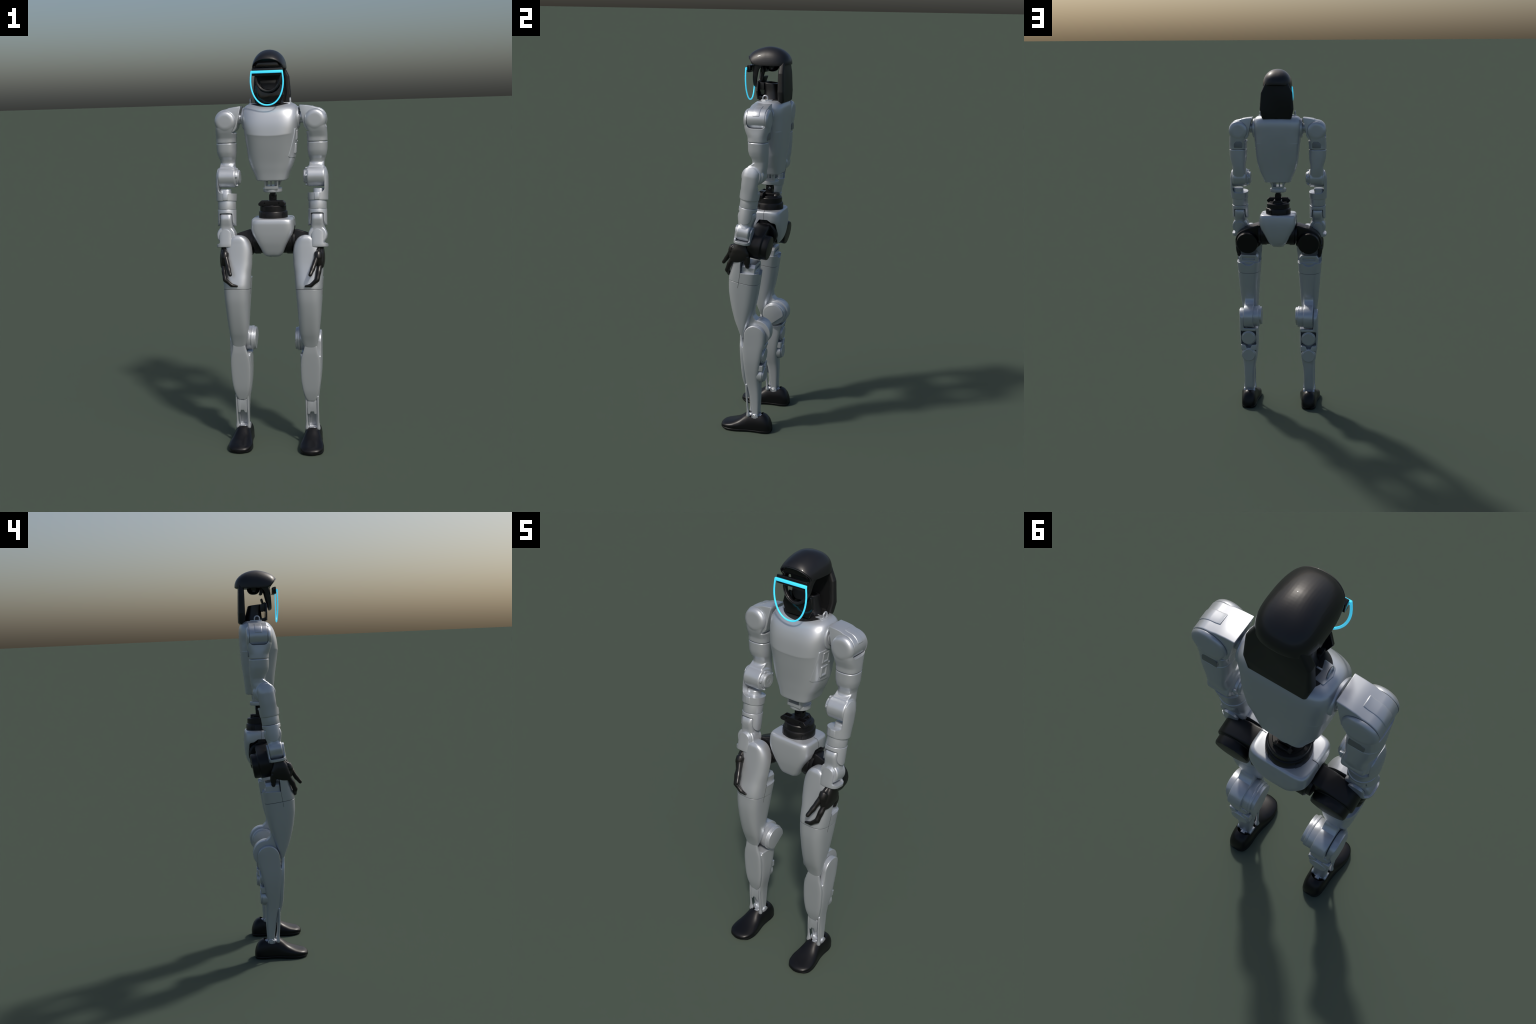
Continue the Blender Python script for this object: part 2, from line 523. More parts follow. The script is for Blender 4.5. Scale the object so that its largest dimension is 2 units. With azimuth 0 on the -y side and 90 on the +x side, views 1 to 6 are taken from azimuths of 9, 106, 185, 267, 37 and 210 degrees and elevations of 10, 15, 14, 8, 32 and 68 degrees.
def build_torso():
    front_n = lambda z: pchip([1.37, 1.42, 1.47, 1.53, 1.59, 1.64, 1.70, 1.744], [3.6, 3.1, 2.9, 3.0, 3.5, 3.7, 3.6, 2.8], z)
    bm = zloft(TORSO, 0.0005, 0.006, steps=4, N=96, front_n=front_n)
    for v in bm.verts:                                   # the chest crease sags in the middle
        if v.co.y < 0.02:
            w = math.exp(-((v.co.z-1.592)/0.045)**2)*min(1, (0.02-v.co.y)/0.05)
            v.co.z += w*(0.014*(v.co.x/0.125)**2-0.003)
    torso = make("torso", bm, GREY, angle=28)
    # collar: black yoke around the neck that lies on the shoulders
    keys = sorted(TORSO)
    def height(x, y):
        lo, hi = 1.62, 1.744
        def inside(z):
            xc, hx, yf, yb, n = loft_params(keys, z)
            return abs(x/hx)**n+abs((y-(yf+yb)/2)/((yb-yf)/2))**n <= 1
        if inside(hi): return hi
        for _ in range(26):
            m = (lo+hi)/2
            if inside(m): lo = m
            else: hi = m
        return lo
    rings = []
    for r, dz in ((0.25, 0.0014), (0.4, 0.0014), (0.55, 0.0014), (0.7, 0.0014), (0.8, 0.0014), (0.88, 0.0014), (0.94, 0.0014), (1.0, 0.0010), (1.0, -0.006)):
        ring = []
        for i in range(96):
            t = 2*pi*i/96
            x, y = 0.097*r*spow(cos(t), 0.88), 0.050+0.0735*r*spow(sin(t), 0.88)
            ring.append((x, y, height(x, y)+dz))
        rings.append(ring)
    make("collar", bm_rings(rings), PANEL, torso, angle=40)
    # lifting eyes with their base tabs
    arch = [(0.098, 0.030, 1.736), (0.098, 0.030, 1.752)] + [(0.098, 0.0425+0.0125*cos(a), 1.754+0.0125*sin(a)) for a in [pi-pi*i/12 for i in range(13)]] + [(0.098, 0.055, 1.752), (0.098, 0.055, 1.736)]
    Pair("lifting_eye", [tube(arch, 0.0034, N=12)], GREY, torso)
    tab = prism(roundpoly([(0.066, 0.016, 0.003), (0.100, 0.020, 0.004), (0.108, 0.045, 0.006), (0.100, 0.078, 0.004), (0.072, 0.075, 0.002), (0.076, 0.046, 0.002)]), 'z', 1.720, 1.7460, 0.001)
    rib = prism([(0.050, 0.042), (0.076, 0.042), (0.076, 0.047), (0.050, 0.047)], 'z', 1.737, 1.7464, 0.0006)
    Pair("eye_base", [tab, rib], GREY, torso)
    # shoulder sockets
    sock = lathe([(0.001, 0.1455), (0.030, 0.1455), (0.0335, 0.1435), (0.035, 0.1385), (0.038, 0.1385), (0.0395, 0.1415), (0.050, 0.1405), (0.0535, 0.1375), (0.055, 0.120), (0.001, 0.120)], (0, 0.047, 1.672), 'x', 80)
    stub = drum((0, 0.047, 1.672), 'x', 0.027, 0.14, 0.172, 0.002)
    Pair("shoulder_socket", [sock, stub], GREY, torso)
    # side service panel, on the robot's left with two ports, plain on the right
    def panel():
        grown = zloft([(z, xc, hx+0.0026, yf-0.0026, yb+0.0026, n) for z, xc, hx, yf, yb, n in TORSO], 0.0005, 0.006, steps=4, N=96, front_n=front_n)
        p = prism(roundpoly([(-0.030, 1.482, 0.006), (0.066, 1.476, 0.012), (0.058, 1.624, 0.008), (-0.024, 1.620, 0.004)]), 'x', 0.085, 0.20, 0.0)
        return boolean(grown, [p], 'INTERSECT')
    ports = []
    for zc in (1.588, 1.523):
        fr = prism(roundpoly([(0.000, zc-0.025, 0.004), (0.043, zc-0.025, 0.004), (0.043, zc+0.025, 0.004), (0.000, zc+0.025, 0.004)]), 'x', 0.118, 0.1295, 0.002)
        well = bm_rings([[(0.1315, 0.004, zc-0.021), (0.1315, 0.039, zc-0.021), (0.1315, 0.039, zc+0.021), (0.1315, 0.004, zc+0.021)],
                         [(0.119, 0.0185, zc-0.003), (0.119, 0.0245, zc-0.003), (0.119, 0.0245, zc+0.003), (0.119, 0.0185, zc+0.003)]])
        fr = boolean(fr, [well])
        ports.append(turn(fr, 'Y', 5.2, (0.1265, 0.02, 1.56)))
    bar = turn(box(0.12, 0.1300, 0.048, 0.058, 1.552, 1.560, 0.002), 'Y', 5.2, (0.1265, 0.02, 1.56))
    side = make("side_panel", [panel(), bar], GREY, torso)
    for p in ports: make("port", p, GREY, side)
        # waist mount: box frame and flange
    fr = box(-0.034, 0.034, -0.006, 0.080, 1.325, 1.376, 0.002)
    fr = boolean(fr, [box(-0.027, 0.027, -0.02, 0.11, 1.340, 1.3705, 0.001), box(-0.06, 0.06, 0.025, 0.065, 1.342, 1.3705, 0.001)])
    post = box(-0.011, -0.004, 0.04, 0.05, 1.335, 1.375, 0.001)
    post2 = box(0.010, 0.026, 0.04, 0.05, 1.335, 1.375, 0.001)
    gus = []
    for s in (1, -1):
        gus.append(prism([(s*0.033, 1.376), (s*0.053, 1.376), (s*0.036, 1.345), (s*0.033, 1.330)], 'y', 0.062, 0.070, 0.001))
    fl = drum((0, 0.045, 0), 'z', 0.047, 1.308, 1.328, 0.003)
    make("waist_mount", [fr, post, post2, fl]+gus, GREY, torso)

# ================================================================== WAIST
def build_waist():
    c = (0, 0.045, 0)
    base = lathe([(0.01, 1.165), (0.076, 1.165), (0.077, 1.176), (0.0725, 1.181), (0.0715, 1.208), (0.069, 1.213), (0.0655, 1.215), (0.0650, 1.239), (0.062, 1.2425), (0.052, 1.244), (0.05, 1.249), (0.02, 1.249)], c, 'z', 80)
    ribs = []
    for k in range(4):
        a = 2*pi*k/4+0.95
        r = box(-0.011, 0.011, -0.0735, -0.066, 1.178, 1.2085, 0.0015)
        bmesh.ops.rotate(r, verts=r.verts, cent=(0, 0, 0), matrix=Matrix.Rotation(a, 3, 'Z'))
        bmesh.ops.translate(r, verts=r.verts, vec=(0, 0.045, 0))
        ribs.append(r)
    joint = make("waist_joint", [base]+ribs, BLACK, angle=30)
    # yoke: chamfered cross bar with two pockets
    bar = prism(roundpoly([(-0.0675, 1.246, 0.003), (-0.0675, 1.255, 0.003), (-0.054, 1.268, 0.003), (0.054, 1.268, 0.003), (0.0675, 1.255, 0.003), (0.0675, 1.246, 0.003), (0.060, 1.242, 0.002), (-0.060, 1.242, 0.002)]), 'y', 0.004, 0.036, 0.0015)
    cuts = [box(s*0.037-0.018, s*0.037+0.018, 0.009, 0.031, 1.250, 1.29, 0.0) for s in (1, -1)]
    cuts += [lathe([(0.0035, 0.0), (0.0035, 0.02)], (s*0.036, -0.008, 1.256), 'y', 20) for s in (1, -1)]
    bar = boolean(bar, cuts)
    pegs = [drum((s*0.037, 0.02, 0), 'z', 0.006, 1.245, 1.257, 0.001, 20) for s in (1, -1)]
    rear = box(-0.024, 0.024, 0.022, 0.084, 1.244, 1.262, 0.003)
    lip = prism(roundpoly([(-0.020, 1.262, 0.004), (-0.034, 1.246, 0.003), (0.034, 1.246, 0.003), (0.020, 1.262, 0.004)]), 'y', 0.076, 0.092, 0.002)
    for b in [bar]+pegs: bmesh.ops.translate(b, verts=b.verts, vec=(0, -0.010, 0))
    make("waist_yoke", [bar, rear, lip]+pegs, BLACK, joint)
    knob = prism([(-0.0175, 1.255), (0.0175, 1.255)]+arc(0, 1.288, 0.0175, 0, 180, 16), 'y', 0.028, 0.064, 0.002)
    knob = boolean(knob, [lathe([(0.0075, -0.05), (0.0075, 0.05)], (0, 0.046, 1.287), 'x', 24), drum((0, 0.02, 1.287), 'y', 0.009, 0.0, 0.013, 0.001, 24), drum((0, 0.058, 1.287), 'y', 0.009, 0.0, 0.013, 0.001, 24)])
    top = drum((0, 0.046, 0), 'z', 0.014, 1.296, 1.3095, 0.001, 24)
    make("waist_knob", [knob, top], BLACK, joint)

# ================================================================== PELVIS AND HIPS
def build_pelvis():
    keys = [(0.986, 0, 0.036, -0.012, 0.085, 3.4), (1.000, 0, 0.0475, -0.028, 0.104, 4.2), (1.03, 0, 0.0625, -0.038, 0.122, 5.0), (1.07, 0, 0.0825, -0.0455, 0.1295, 5.6),
            (1.11, 0, 0.1025, -0.0475, 0.131, 6.0), (1.13, 0, 0.1065, -0.0475, 0.1305, 6.0), (1.155, 0, 0.1055, -0.047, 0.1285, 6.0), (1.181, 0, 0.1015, -0.042, 0.125, 6.0)]
    bm = zloft(keys, 0.010, 0.010, steps=5, N=88)
    # arched side openings for the hip motors
    hole = prism(roundpoly([(0.000, 1.06, 0.02), (0.008, 1.118, 0.016), (0.022, 1.138, 0.006), (0.064, 1.138, 0.006), (0.085, 1.124, 0.01), (0.108, 1.120, 0.012), (0.112, 1.07, 0.02), (0.098, 0.97, 0.0), (0.006, 0.97, 0.0)]), 'x', 0.030, 0.2, 0.0)
    hole2 = hole.copy()
    for v in hole2.verts: v.co.x = -v.co.x
    bmesh.ops.reverse_faces(hole2, faces=hole2.faces)
    bm = boolean(bm, [hole, hole2])
    pel = make("pelvis", bm, GREY, angle=35)
    # parting line down the flanks of the rim
    for s in (1, -1):
        line = tube([(s*0.0815, 0.045, 1.1822), (s*0.094, 0.045, 1.1818), (s*0.1005, 0.045, 1.1785), (s*0.1048, 0.045, 1.166), (s*0.1068, 0.045, 1.14)], 0.0007, N=6)
        make("seam_line", line, SEAM, pel)
    core = box(-0.045, 0.045, 0.005, 0.105, 1.005, 1.135, 0.006)
    make("hip_core", core, BLACK, pel)
    # pitch motors: short drums across the pelvis
    m = lathe([(0.005, 0.035), (0.058, 0.035), (0.061, 0.040), (0.0625, 0.066), (0.0655, 0.068), (0.0655, 0.094), (0.062, 0.098), (0.056, 0.100), (0.056, 0.112), (0.003, 0.112)], (0, 0.048, 1.060), 'x', 72)
    lug = box(0.066, 0.099, 0.024, 0.066, 1.10, 1.1355, 0.003)
    pitch = Pair("hip_motor", [m, lug], BLACK, pel)

def build_hips():
    piv = (0.178, 0.045, 1.018)
    # roll link: black block, drum end outside, arm to the pelvis
    outline = [(0.103, 0.998), (0.103, 1.116), (0.118, 1.1185)] + [(0.165, 1.104), (0.19, 1.094)] + arc(0.180, 1.020, 0.0705, 68, -96, 30) + [(0.14, 0.965)]
    blk = prism(outline, 'y', 0.000, 0.070, 0.006, 3)
    disc = lathe([(0.003, 0.060), (0.0655, 0.060), (0.0665, 0.066), (0.0655, 0.071), (0.0635, 0.073), (0.063, 0.096), (0.0600, 0.1015), (0.052, 0.103), (0.003, 0.103)], (0.178, 0, 1.018), 'y', 72)
    turn(blk, 'X', -9, piv)
    turn(disc, 'X', -9, piv)
    hip = Pair("hip_link", [blk], BLACK)
    Pair("hip_roll_motor", [disc], BLACK, hip)

# ================================================================== LEG
THIGH = [(0.522, 0.1835, 0.0285, -0.040, -0.022, 3.0), (0.545, 0.1810, 0.036, -0.048, -0.018, 3.0), (0.57, 0.1795, 0.0430, -0.058, -0.008, 3.0), (0.60, 0.179, 0.0480, -0.071, 0.002, 3.0),
         (0.65, 0.1795, 0.0530, -0.086, 0.016, 3.0), (0.716, 0.1805, 0.0582, -0.100, 0.034, 3.0), (0.78, 0.1805, 0.063, -0.107, 0.045, 3.1), (0.835, 0.180, 0.0665, -0.1060, 0.052, 3.2), (0.87, 0.180, 0.0690, -0.0995, 0.056, 3.3), (0.905, 0.180, 0.0712, -0.0905, 0.058, 3.4)]

def build_leg():
    upper = []
    for z in (0.95, 0.978, 1.0, 1.02, 1.04, 1.055, 1.068, 1.078, 1.086, 1.092, 1.0952):
        q = max(0.0, (z-0.978)/(1.0958-0.978))
        hx = 0.0740*max(0.0, 1-q**2.3)**(1/2.3)+0.001
        yf = pchip([0.905, 0.95, 1.0, 1.05, 1.08, 1.096], [-0.0905, -0.0805, -0.0725, -0.0655, -0.0605, -0.050], z)
        xc = pchip([0.905, 1.0, 1.104], [0.180, 0.1765, 0.169], z)
        upper.append((z, xc, hx, yf, 0.058, 3.6))
    full = THIGH+upper
    thigh = zloft(full, 0.001, 0.004, tilt=0.14, steps=4, N=88, grooves=(0.829,), groove_w=0.0022, groove_d=0.004)
    notch = ellipsoid((0.178, 0.078, 0.935), (0.060, 0.075, 0.074))
    away = prism([(-0.034, 0.884), (-0.032, 0.93), (-0.022, 0.99), (-0.006, 1.045), (0.006, 1.16), (0.2, 1.16), (0.2, 0.876)], 'x', 0.05, 0.32, 0.0)
    thigh = boolean(thigh, [away, notch])
    thigh_obj = Pair("thigh", [thigh], GREY, angle=30)
    zl = 0.829
    pr = loft_params(sorted(THIGH), zl)
    Pair("seam_line", bm_rings([section(zl-0.0010, pr[0], pr[1]-0.0012, pr[2]+0.0012, pr[3]-0.0012, pr[4], 0.14), section(zl+0.0010, pr[0], pr[1]-0.0012, pr[2]+0.0012, pr[3]-0.0012, pr[4], 0.14)]), SEAM, thigh_obj)
    # inner block with slot behind the hip shield
    blk = prism(roundpoly([(0.122, 0.86, 0.01), (0.122, 0.918, 0.004), (0.134, 0.932, 0.004), (0.222, 0.932, 0.004), (0.234, 0.914, 0.004), (0.234, 0.86, 0.01)]), 'y', -0.03, 0.040, 0.003)
    slot = box(0.140, 0.216, 0.030, 0.06, 0.904, 0.918, 0.001)
    blk = boolean(blk, [slot])
    turn(blk, 'X', -6, (0.18, 0, 0.9))
    saddle = zloft([(0.845, 0.178, 0.044, -0.02, 0.040, 2.6), (0.892, 0.178, 0.050, -0.02, 0.047, 2.6)], 0.003, 0.003, tilt=0.1)
    Pair("thigh_insert", [blk, saddle], GREY, thigh_obj)
    # upright seams on both flanks of the thigh
    for side, t in (("out", 0.0), ("in", pi)):
        pts = []
        for k in range(9):
            z = 0.800+0.092*k/8
            xc, hx, yf, yb, n = loft_params(sorted(THIGH), z)
            pts.append((xc+(hx+0.0001)*cos(t), -0.046+0.014*k/8, z+0.004))
        Pair("seam_line", tube(pts, 0.0007, N=6), SEAM, thigh_obj)
    # knee housing: drum behind the thigh with a swooping neck
    neck = smooth_path([(0.030, 0.725), (0.0265, 0.690), (0.0230, 0.664), (0.0265, 0.645), (0.040, 0.628)], 5)
    outline = neck[:-1] + arc(0.050, 0.556, 0.0685, 94, -92, 40) + [(0.012, 0.51), (-0.012, 0.55), (-0.02, 0.60), (-0.03, 0.70)]
    house = prism(outline, 'x', 0.150, 0.2045, 0.007, 4)
    ring = drum((0, 0.048, 0.556), 'x', 0.0605, 0.124, 0.153, 0.003)
    knee = Pair("knee_housing", [house, ring], GREY, thigh_obj, angle=34)
    d1 = drum((0, 0.046, 0.556), 'x', 0.0625, 0.114, 0.1265, 0.003)
    a0, a1 = -100, -5
    dcap = arc(0.046, 0.556, 0.0565, a1, 360+a0, 48)
    d2 = prism(dcap, 'x', 0.1015, 0.116, 0.002)
    Pair("knee_cover", [d1, d2], GREY, thigh_obj, angle=34)

    # ---- shin
    body = [(0.075, 0.181, 0.0275, 0.030, 0.0625, 4.5), (0.10, 0.181, 0.0280, 0.026, 0.0635, 4.5), (0.15, 0.1805, 0.0292, 0.018, 0.0652, 4.4), (0.205, 0.180, 0.0318, 0.008, 0.0665, 4.2), (0.245, 0.179, 0.0355, -0.003, 0.066, 4.0), (0.275, 0.1775, 0.0405, -0.012, 0.0655, 4.0), (0.31, 0.1770, 0.0460, -0.0195, 0.067, 4.0),
            (0.36, 0.1780, 0.0515, -0.026, 0.0735, 4.2), (0.42, 0.1795, 0.0545, -0.032, 0.083, 4.4), (0.46, 0.1800, 0.0545, -0.034, 0.090, 4.6), (0.50, 0.1800, 0.0540, -0.036, 0.098, 5.0), (0.56, 0.1800, 0.0540, -0.036, 0.102, 5.0), (0.605, 0.1800, 0.0530, -0.036, 0.102, 5.0)]
    shin = zloft(body, 0.006, 0.012, steps=4, N=80)
    profile = prism([(-0.06, 0.06), (-0.06, 0.478), (-0.0205, 0.478), (-0.0165, 0.52)] + arc(0.0405, 0.546, 0.0555, 170, 0, 36) + [(0.0955, 0.52), (0.0920, 0.49), (0.0885, 0.465), (0.14, 0.45), (0.14, 0.06)], 'x', 0.05, 0.30, 0.0)
    shin = boolean(shin, [profile], 'INTERSECT')
    kneecut = drum((0, 0.048, 0.556), 'x', 0.0735, 0.05, 0.2065, 0.0)
    above = box(0.05, 0.2065, -0.1, 0.2, 0.4895, 0.7, 0.0)
    pocket = prism(roundpoly([(0.1345, 0.474, 0.002), (0.2245, 0.474, 0.002), (0.2240, 0.39, 0.02), (0.2155, 0.305, 0.03), (0.200, 0.281, 0.02), (0.156, 0.281, 0.02), (0.1390, 0.305, 0.03), (0.1345, 0.39, 0.02)]), 'y', 0.040, 0.14, 0.0)
    groin = box(0.164, 0.198, -0.02, 0.042, 0.05, 0.168, 0.003)
    shin = fuse([boolean(shin, [above, kneecut])], 0.0020, 9)
    shin = boolean(shin, [pocket, groin])
    shin_obj = Pair("shin", [shin], GREY, angle=40)
    # front plate of the shin with raised knee tongue
    plate = zloft([(0.240, 0.179, 0.020, -0.0125, 0.004, 3.4), (0.262, 0.178, 0.031, -0.0185, 0.000, 3.6), (0.30, 0.1785, 0.041, -0.0265, -0.005, 4.0), (0.36, 0.1785, 0.0485, -0.0325, -0.010, 4.4), (0.43, 0.1795, 0.0505, -0.038, -0.012, 4.6),
                   (0.475, 0.180, 0.0465, -0.041, -0.018, 4.6), (0.505, 0.181, 0.0375, -0.0425, -0.024, 4.6), (0.538, 0.183, 0.0305, -0.0425, -0.030, 4.6)], 0.002, 0.003, steps=4)
    Pair("shin_plate", [plate], GREY, shin_obj)
    # calf motors
    def motor(zc, y1, r):
        return lathe([(0.003, 0.04), (r, 0.04), (r, y1-0.012), (r-0.001, y1-0.008), (r-0.006, y1-0.0065), (r-0.006, y1-0.002), (r-0.008, y1), (0.003, y1)], (0.179, 0, zc), 'y', 64)
    bridge = prism(roundpoly([(0.134, 0.352, 0.002), (0.134, 0.384, 0.002), (0.160, 0.384, 0.01), (0.170, 0.362, 0.006), (0.190, 0.362, 0.006), (0.200, 0.384, 0.01), (0.224, 0.384, 0.002), (0.222, 0.352, 0.002)]), 'y', 0.050, 0.0865, 0.002)
    upper_motor = turn(motor(0.428, 0.0890, 0.0440), 'X', -4, (0.179, 0.088, 0.428))
    Pair("calf_motor", [upper_motor], GREY, shin_obj)
    Pair("calf_motor", [motor(0.322, 0.0895, 0.0430)], GREY, shin_obj)
    Pair("calf_bridge", [bridge], GREY, shin_obj)
    # ankle push rods, guard plate and pivot
    rods = []
    for x in (0.1515, 0.2105):
        rods.append(tube(smooth_path([(x, -0.004, 0.262), (x, -0.002, 0.20), (x, 0.004, 0.13), (x, 0.008, 0.088)], 4), [0.0052]*9+[0.0058, 0.0075, 0.0095, 0.0105], N=14))
    Pair("push_rod", rods, GREY, shin_obj)
    guard = prism(roundpoly([(0.157, 0.170, 0.002), (0.157, 0.241, 0.002), (0.169, 0.2415, 0.002), (0.174, 0.237, 0.003), (0.186, 0.237, 0.003), (0.191, 0.2415, 0.002), (0.204, 0.241, 0.002), (0.203, 0.170, 0.002),
                             (0.193, 0.170, 0.002), (0.189, 0.183, 0.002), (0.173, 0.183, 0.002), (0.168, 0.170, 0.002)]), 'y', -0.0085, -0.0035, 0.001)
    web = box(0.159, 0.200, -0.004, 0.02, 0.185, 0.235, 0.002)
    Pair("ankle_guard", [guard, web], GREY, shin_obj)
    boss = lathe([(0.003, 0.1475), (0.0095, 0.1475), (0.0115, 0.1495), (0.0125, 0.1475), (0.0165, 0.1475), (0.018, 0.149), (0.018, 0.213), (0.0165, 0.2145), (0.0125, 0.2145), (0.0115, 0.2125), (0.0095, 0.2145), (0.003, 0.2145)], (0, 0.045, 0.082), 'x', 40)
    cross = drum((0.181, 0, 0.080), 'y', 0.011, 0.0, 0.076, 0.003, 28)
    yoke = box(0.163, 0.199, 0.018, 0.066, 0.055, 0.090, 0.004)
    Pair("ankle_pivot", [boss, cross, yoke], GREY, shin_obj)

    # ---- shoe
    K = [(-0.1465, 0.183, 0.012, 0.020, 2.0), (-0.142, 0.183, 0.030, 0.0255, 2.0), (-0.130, 0.183, 0.0455, 0.0325, 2.1), (-0.105, 0.183, 0.0575, 0.0390, 2.3), (-0.075, 0.182, 0.0610, 0.0485, 2.4), (-0.045, 0.1815, 0.0575, 0.064, 2.2),
         (-0.01, 0.181, 0.0505, 0.091, 2.1), (0.01, 0.181, 0.0475, 0.101, 2.3), (0.04, 0.181, 0.0455, 0.102, 2.5), (0.075, 0.181, 0.0445, 0.0985, 2.5), (0.095, 0.181, 0.0425, 0.092, 2.5), (0.112, 0.181, 0.038, 0.077, 2.4), (0.124, 0.181, 0.030, 0.053, 2.3), (0.1305, 0.181, 0.016, 0.030, 2.0)]
    ks = [k[0] for k in K]
    def shoe_par(y): return [pchip(ks, [k[c] for k in K], y) for c in range(1, 5)]
    ys = []
    for a, b in zip(ks, ks[1:]):
        ys += [a+(b-a)*s/4 for s in range(4)]
    ys.append(ks[-1])
    rings = []
    for y in ys:
        xc, hx, zt, n = shoe_par(y)
        zb = min(0.022, zt*0.6)
        r = []
        for i in range(56):
            t = 2*pi*i/56
            s, c = sin(t), cos(t)
            if s >= 0:
                r.append((xc+hx*spow(c, 2/n), y, zb+(zt-zb)*s**(2/n)))
            else:
                r.append((xc+hx*spow(c, 2/5), y, zb-(zb-0.004)*abs(s)**(2/5)))
        rings.append(r)
    shoe = bm_rings(rings)
    saddle = drum((0, 0.040, 0.130), 'x', 0.054, 0.1, 0.26, 0.0, 72)
    open_ = zloft([(0.03, 0.181, 0.030, 0.000, 0.082, 2.4), (0.15, 0.181, 0.036, -0.006, 0.084, 2.4)], 0.001, 0.001)
    for v in saddle.verts: v.co.y = 0.040+(v.co.y-0.040)*0.86
    shoe = boolean(shoe, [saddle, open_])
    foot = Pair("foot", [shoe], SHOE, angle=40)
    # sole: slightly proud slab with a lifted arch
    left, right = [], []
    yy = [-0.146+0.2765*(0.5-0.5*cos(pi*i/40)) for i in range(41)]
    for y in yy:
        xc, hx, zt, n = shoe_par(y)
        left.append((xc-hx-0.0006, y)); right.append((xc+hx+0.0006, y))
    sole = prism(left+right[::-1], 'z', 0.0, 0.0115, 0.003, 3)
    for v in sole.verts:
        if v.co.z < 0.006:
            v.co.z += 0.0045*max(0, 1-((v.co.y-0.03)/0.05)**2)+0.010*max(0, (-0.10-v.co.y)/0.046)**2
    Pair("sole", [sole], SHOE, foot)

# ================================================================== ARM
def build_arm():
    # shoulder link: barrel over the joint, flat top running in to the torso
    top = [(0.1445, 1.7325), (0.175, 1.7300), (0.200, 1.7260), (0.218, 1.7190)]
    outline = top + arc(0.2205, 1.6645, 0.0535, 75, -60, 26) + [(0.232, 1.612), (0.20, 1.604), (0.178, 1.612), (0.1665, 1.628)]
    link = prism(outline, 'y', 0.0015, 0.0925, 0.003)
    strip = [(0.2045, 1.7265), (0.218, 1.7208)] + arc(0.2205, 1.6645, 0.0552, 72, 20, 12) + arc(0.2205, 1.6645, 0.049, 20, 72, 12)[1:] + [(0.2045, 1.719)]
    strip = prism(strip, 'y', 0.030, 0.064, 0.0012)
    link_obj = Pair("shoulder_link", [link, strip], GREY, angle=30)
    # upper arm: two cheek discs holding the barrel, closing to a round sleeve
    body = zloft([(1.545, 0.2270, 0.0500, -0.0012, 0.0985, 2.6), (1.575, 0.2266, 0.0500, -0.0022, 0.0992, 2.7), (1.592, 0.2256, 0.0502, -0.0075, 0.1008, 3.1), (1.610, 0.2238, 0.0506, -0.0140, 0.1032, 3.6), (1.630, 0.2222, 0.0510, -0.0178, 0.1045, 4.0), (1.655, 0.2212, 0.0505, -0.0175, 0.1045, 4.0)], 0.004, 0.0005, N=96)
    domes = []
    for sgn, yc in ((-1, 0.003), (1, 0.0925)):
        pr = [(0.0535, -0.008), (0.0535, 0.0), (0.0525, 0.0075), (0.0495, 0.0140), (0.0445, 0.0190), (0.038, 0.0220), (0.030, 0.0234), (0.001, 0.0238)]
        if sgn < 0: pr = [(r, -h) for r, h in pr]
        else: pr = [(r, h*0.62) for r, h in pr]
        domes.append(lathe(pr, (0.2210, yc, 1.661), 'y', 72))
    side_cut = prism([(0.10, 1.6025), (0.1915, 1.6025), (0.183, 1.622), (0.173, 1.64), (0.168, 1.70), (0.10, 1.70)], 'y', -0.1, 0.2, 0.0)
    body = boolean(body, [side_cut])
    skin = fuse([body]+domes, 0.0018, 14)
    trim = box(0.1, 0.35, -0.1, 0.2, 1.50, 1.5575, 0.0)
    sleeve = boolean(skin, [trim])
    inner_room = prism(arc(0.2205, 1.6645, 0.0560, -75, 285, 60)[:-1], 'y', 0.0005, 0.0935, 0.0)
    win = prism(roundpoly([(0.0005, 1.622, 0.022), (0.0935, 1.622, 0.022), (0.0935, 1.76, 0), (0.0005, 1.76, 0)]), 'x', 0.20, 0.32, 0.0)
    sleeve = boolean(sleeve, [inner_room, win])
    arm = Pair("upper_arm", [sleeve], GREY, angle=34)
    patch = prism(roundpoly([(0.198, 1.565, 0.004), (0.246, 1.565, 0.004), (0.246, 1.588, 0.012), (0.232, 1.602, 0.012), (0.206, 1.602, 0.010), (0.198, 1.590, 0.006)]), 'y', 0.080, 0.1020, 0.001)  # thin proud plate, coloured darker to show ground reflected in a facet
    Pair("arm_reflection_plate", [patch], GREY_DARK, arm)
    tab = box(0.1775, 0.199, 0.02, 0.078, 1.580, 1.6035, 0.003)
    Pair("arm_tab", [tab], GREY, arm)
    # elbow housing: sleeve waisting into a cross barrel
    house = zloft([(1.380, 0.2205, 0.0405, 0.000, 0.0800, 3.4), (1.405, 0.2210, 0.0400, 0.004, 0.0880, 3.2), (1.425, 0.2220, 0.0385, 0.008, 0.0925, 3.0), (1.440, 0.2225, 0.0372, 0.015, 0.0950, 2.8), (1.455, 0.2232, 0.0370, 0.0215, 0.0965, 2.6), (1.470, 0.2243, 0.0400, 0.0185, 0.097, 2.5), (1.49, 0.2255, 0.0455, 0.0065, 0.0975, 2.5), (1.515, 0.2265, 0.0490, 0.0005, 0.098, 2.5), (1.5535, 0.2270, 0.0500, -0.001, 0.098, 2.6)], 0.0025, 0.012, steps=6)
    neckring = drum((0.227, 0.0485, 0), 'z', 0.044, 1.545, 1.565, 0.001)
    fill = smooth_path([(0.055, 1.462), (0.034, 1.4535), (0.020, 1.444), (0.004, 1.4352)], 5)
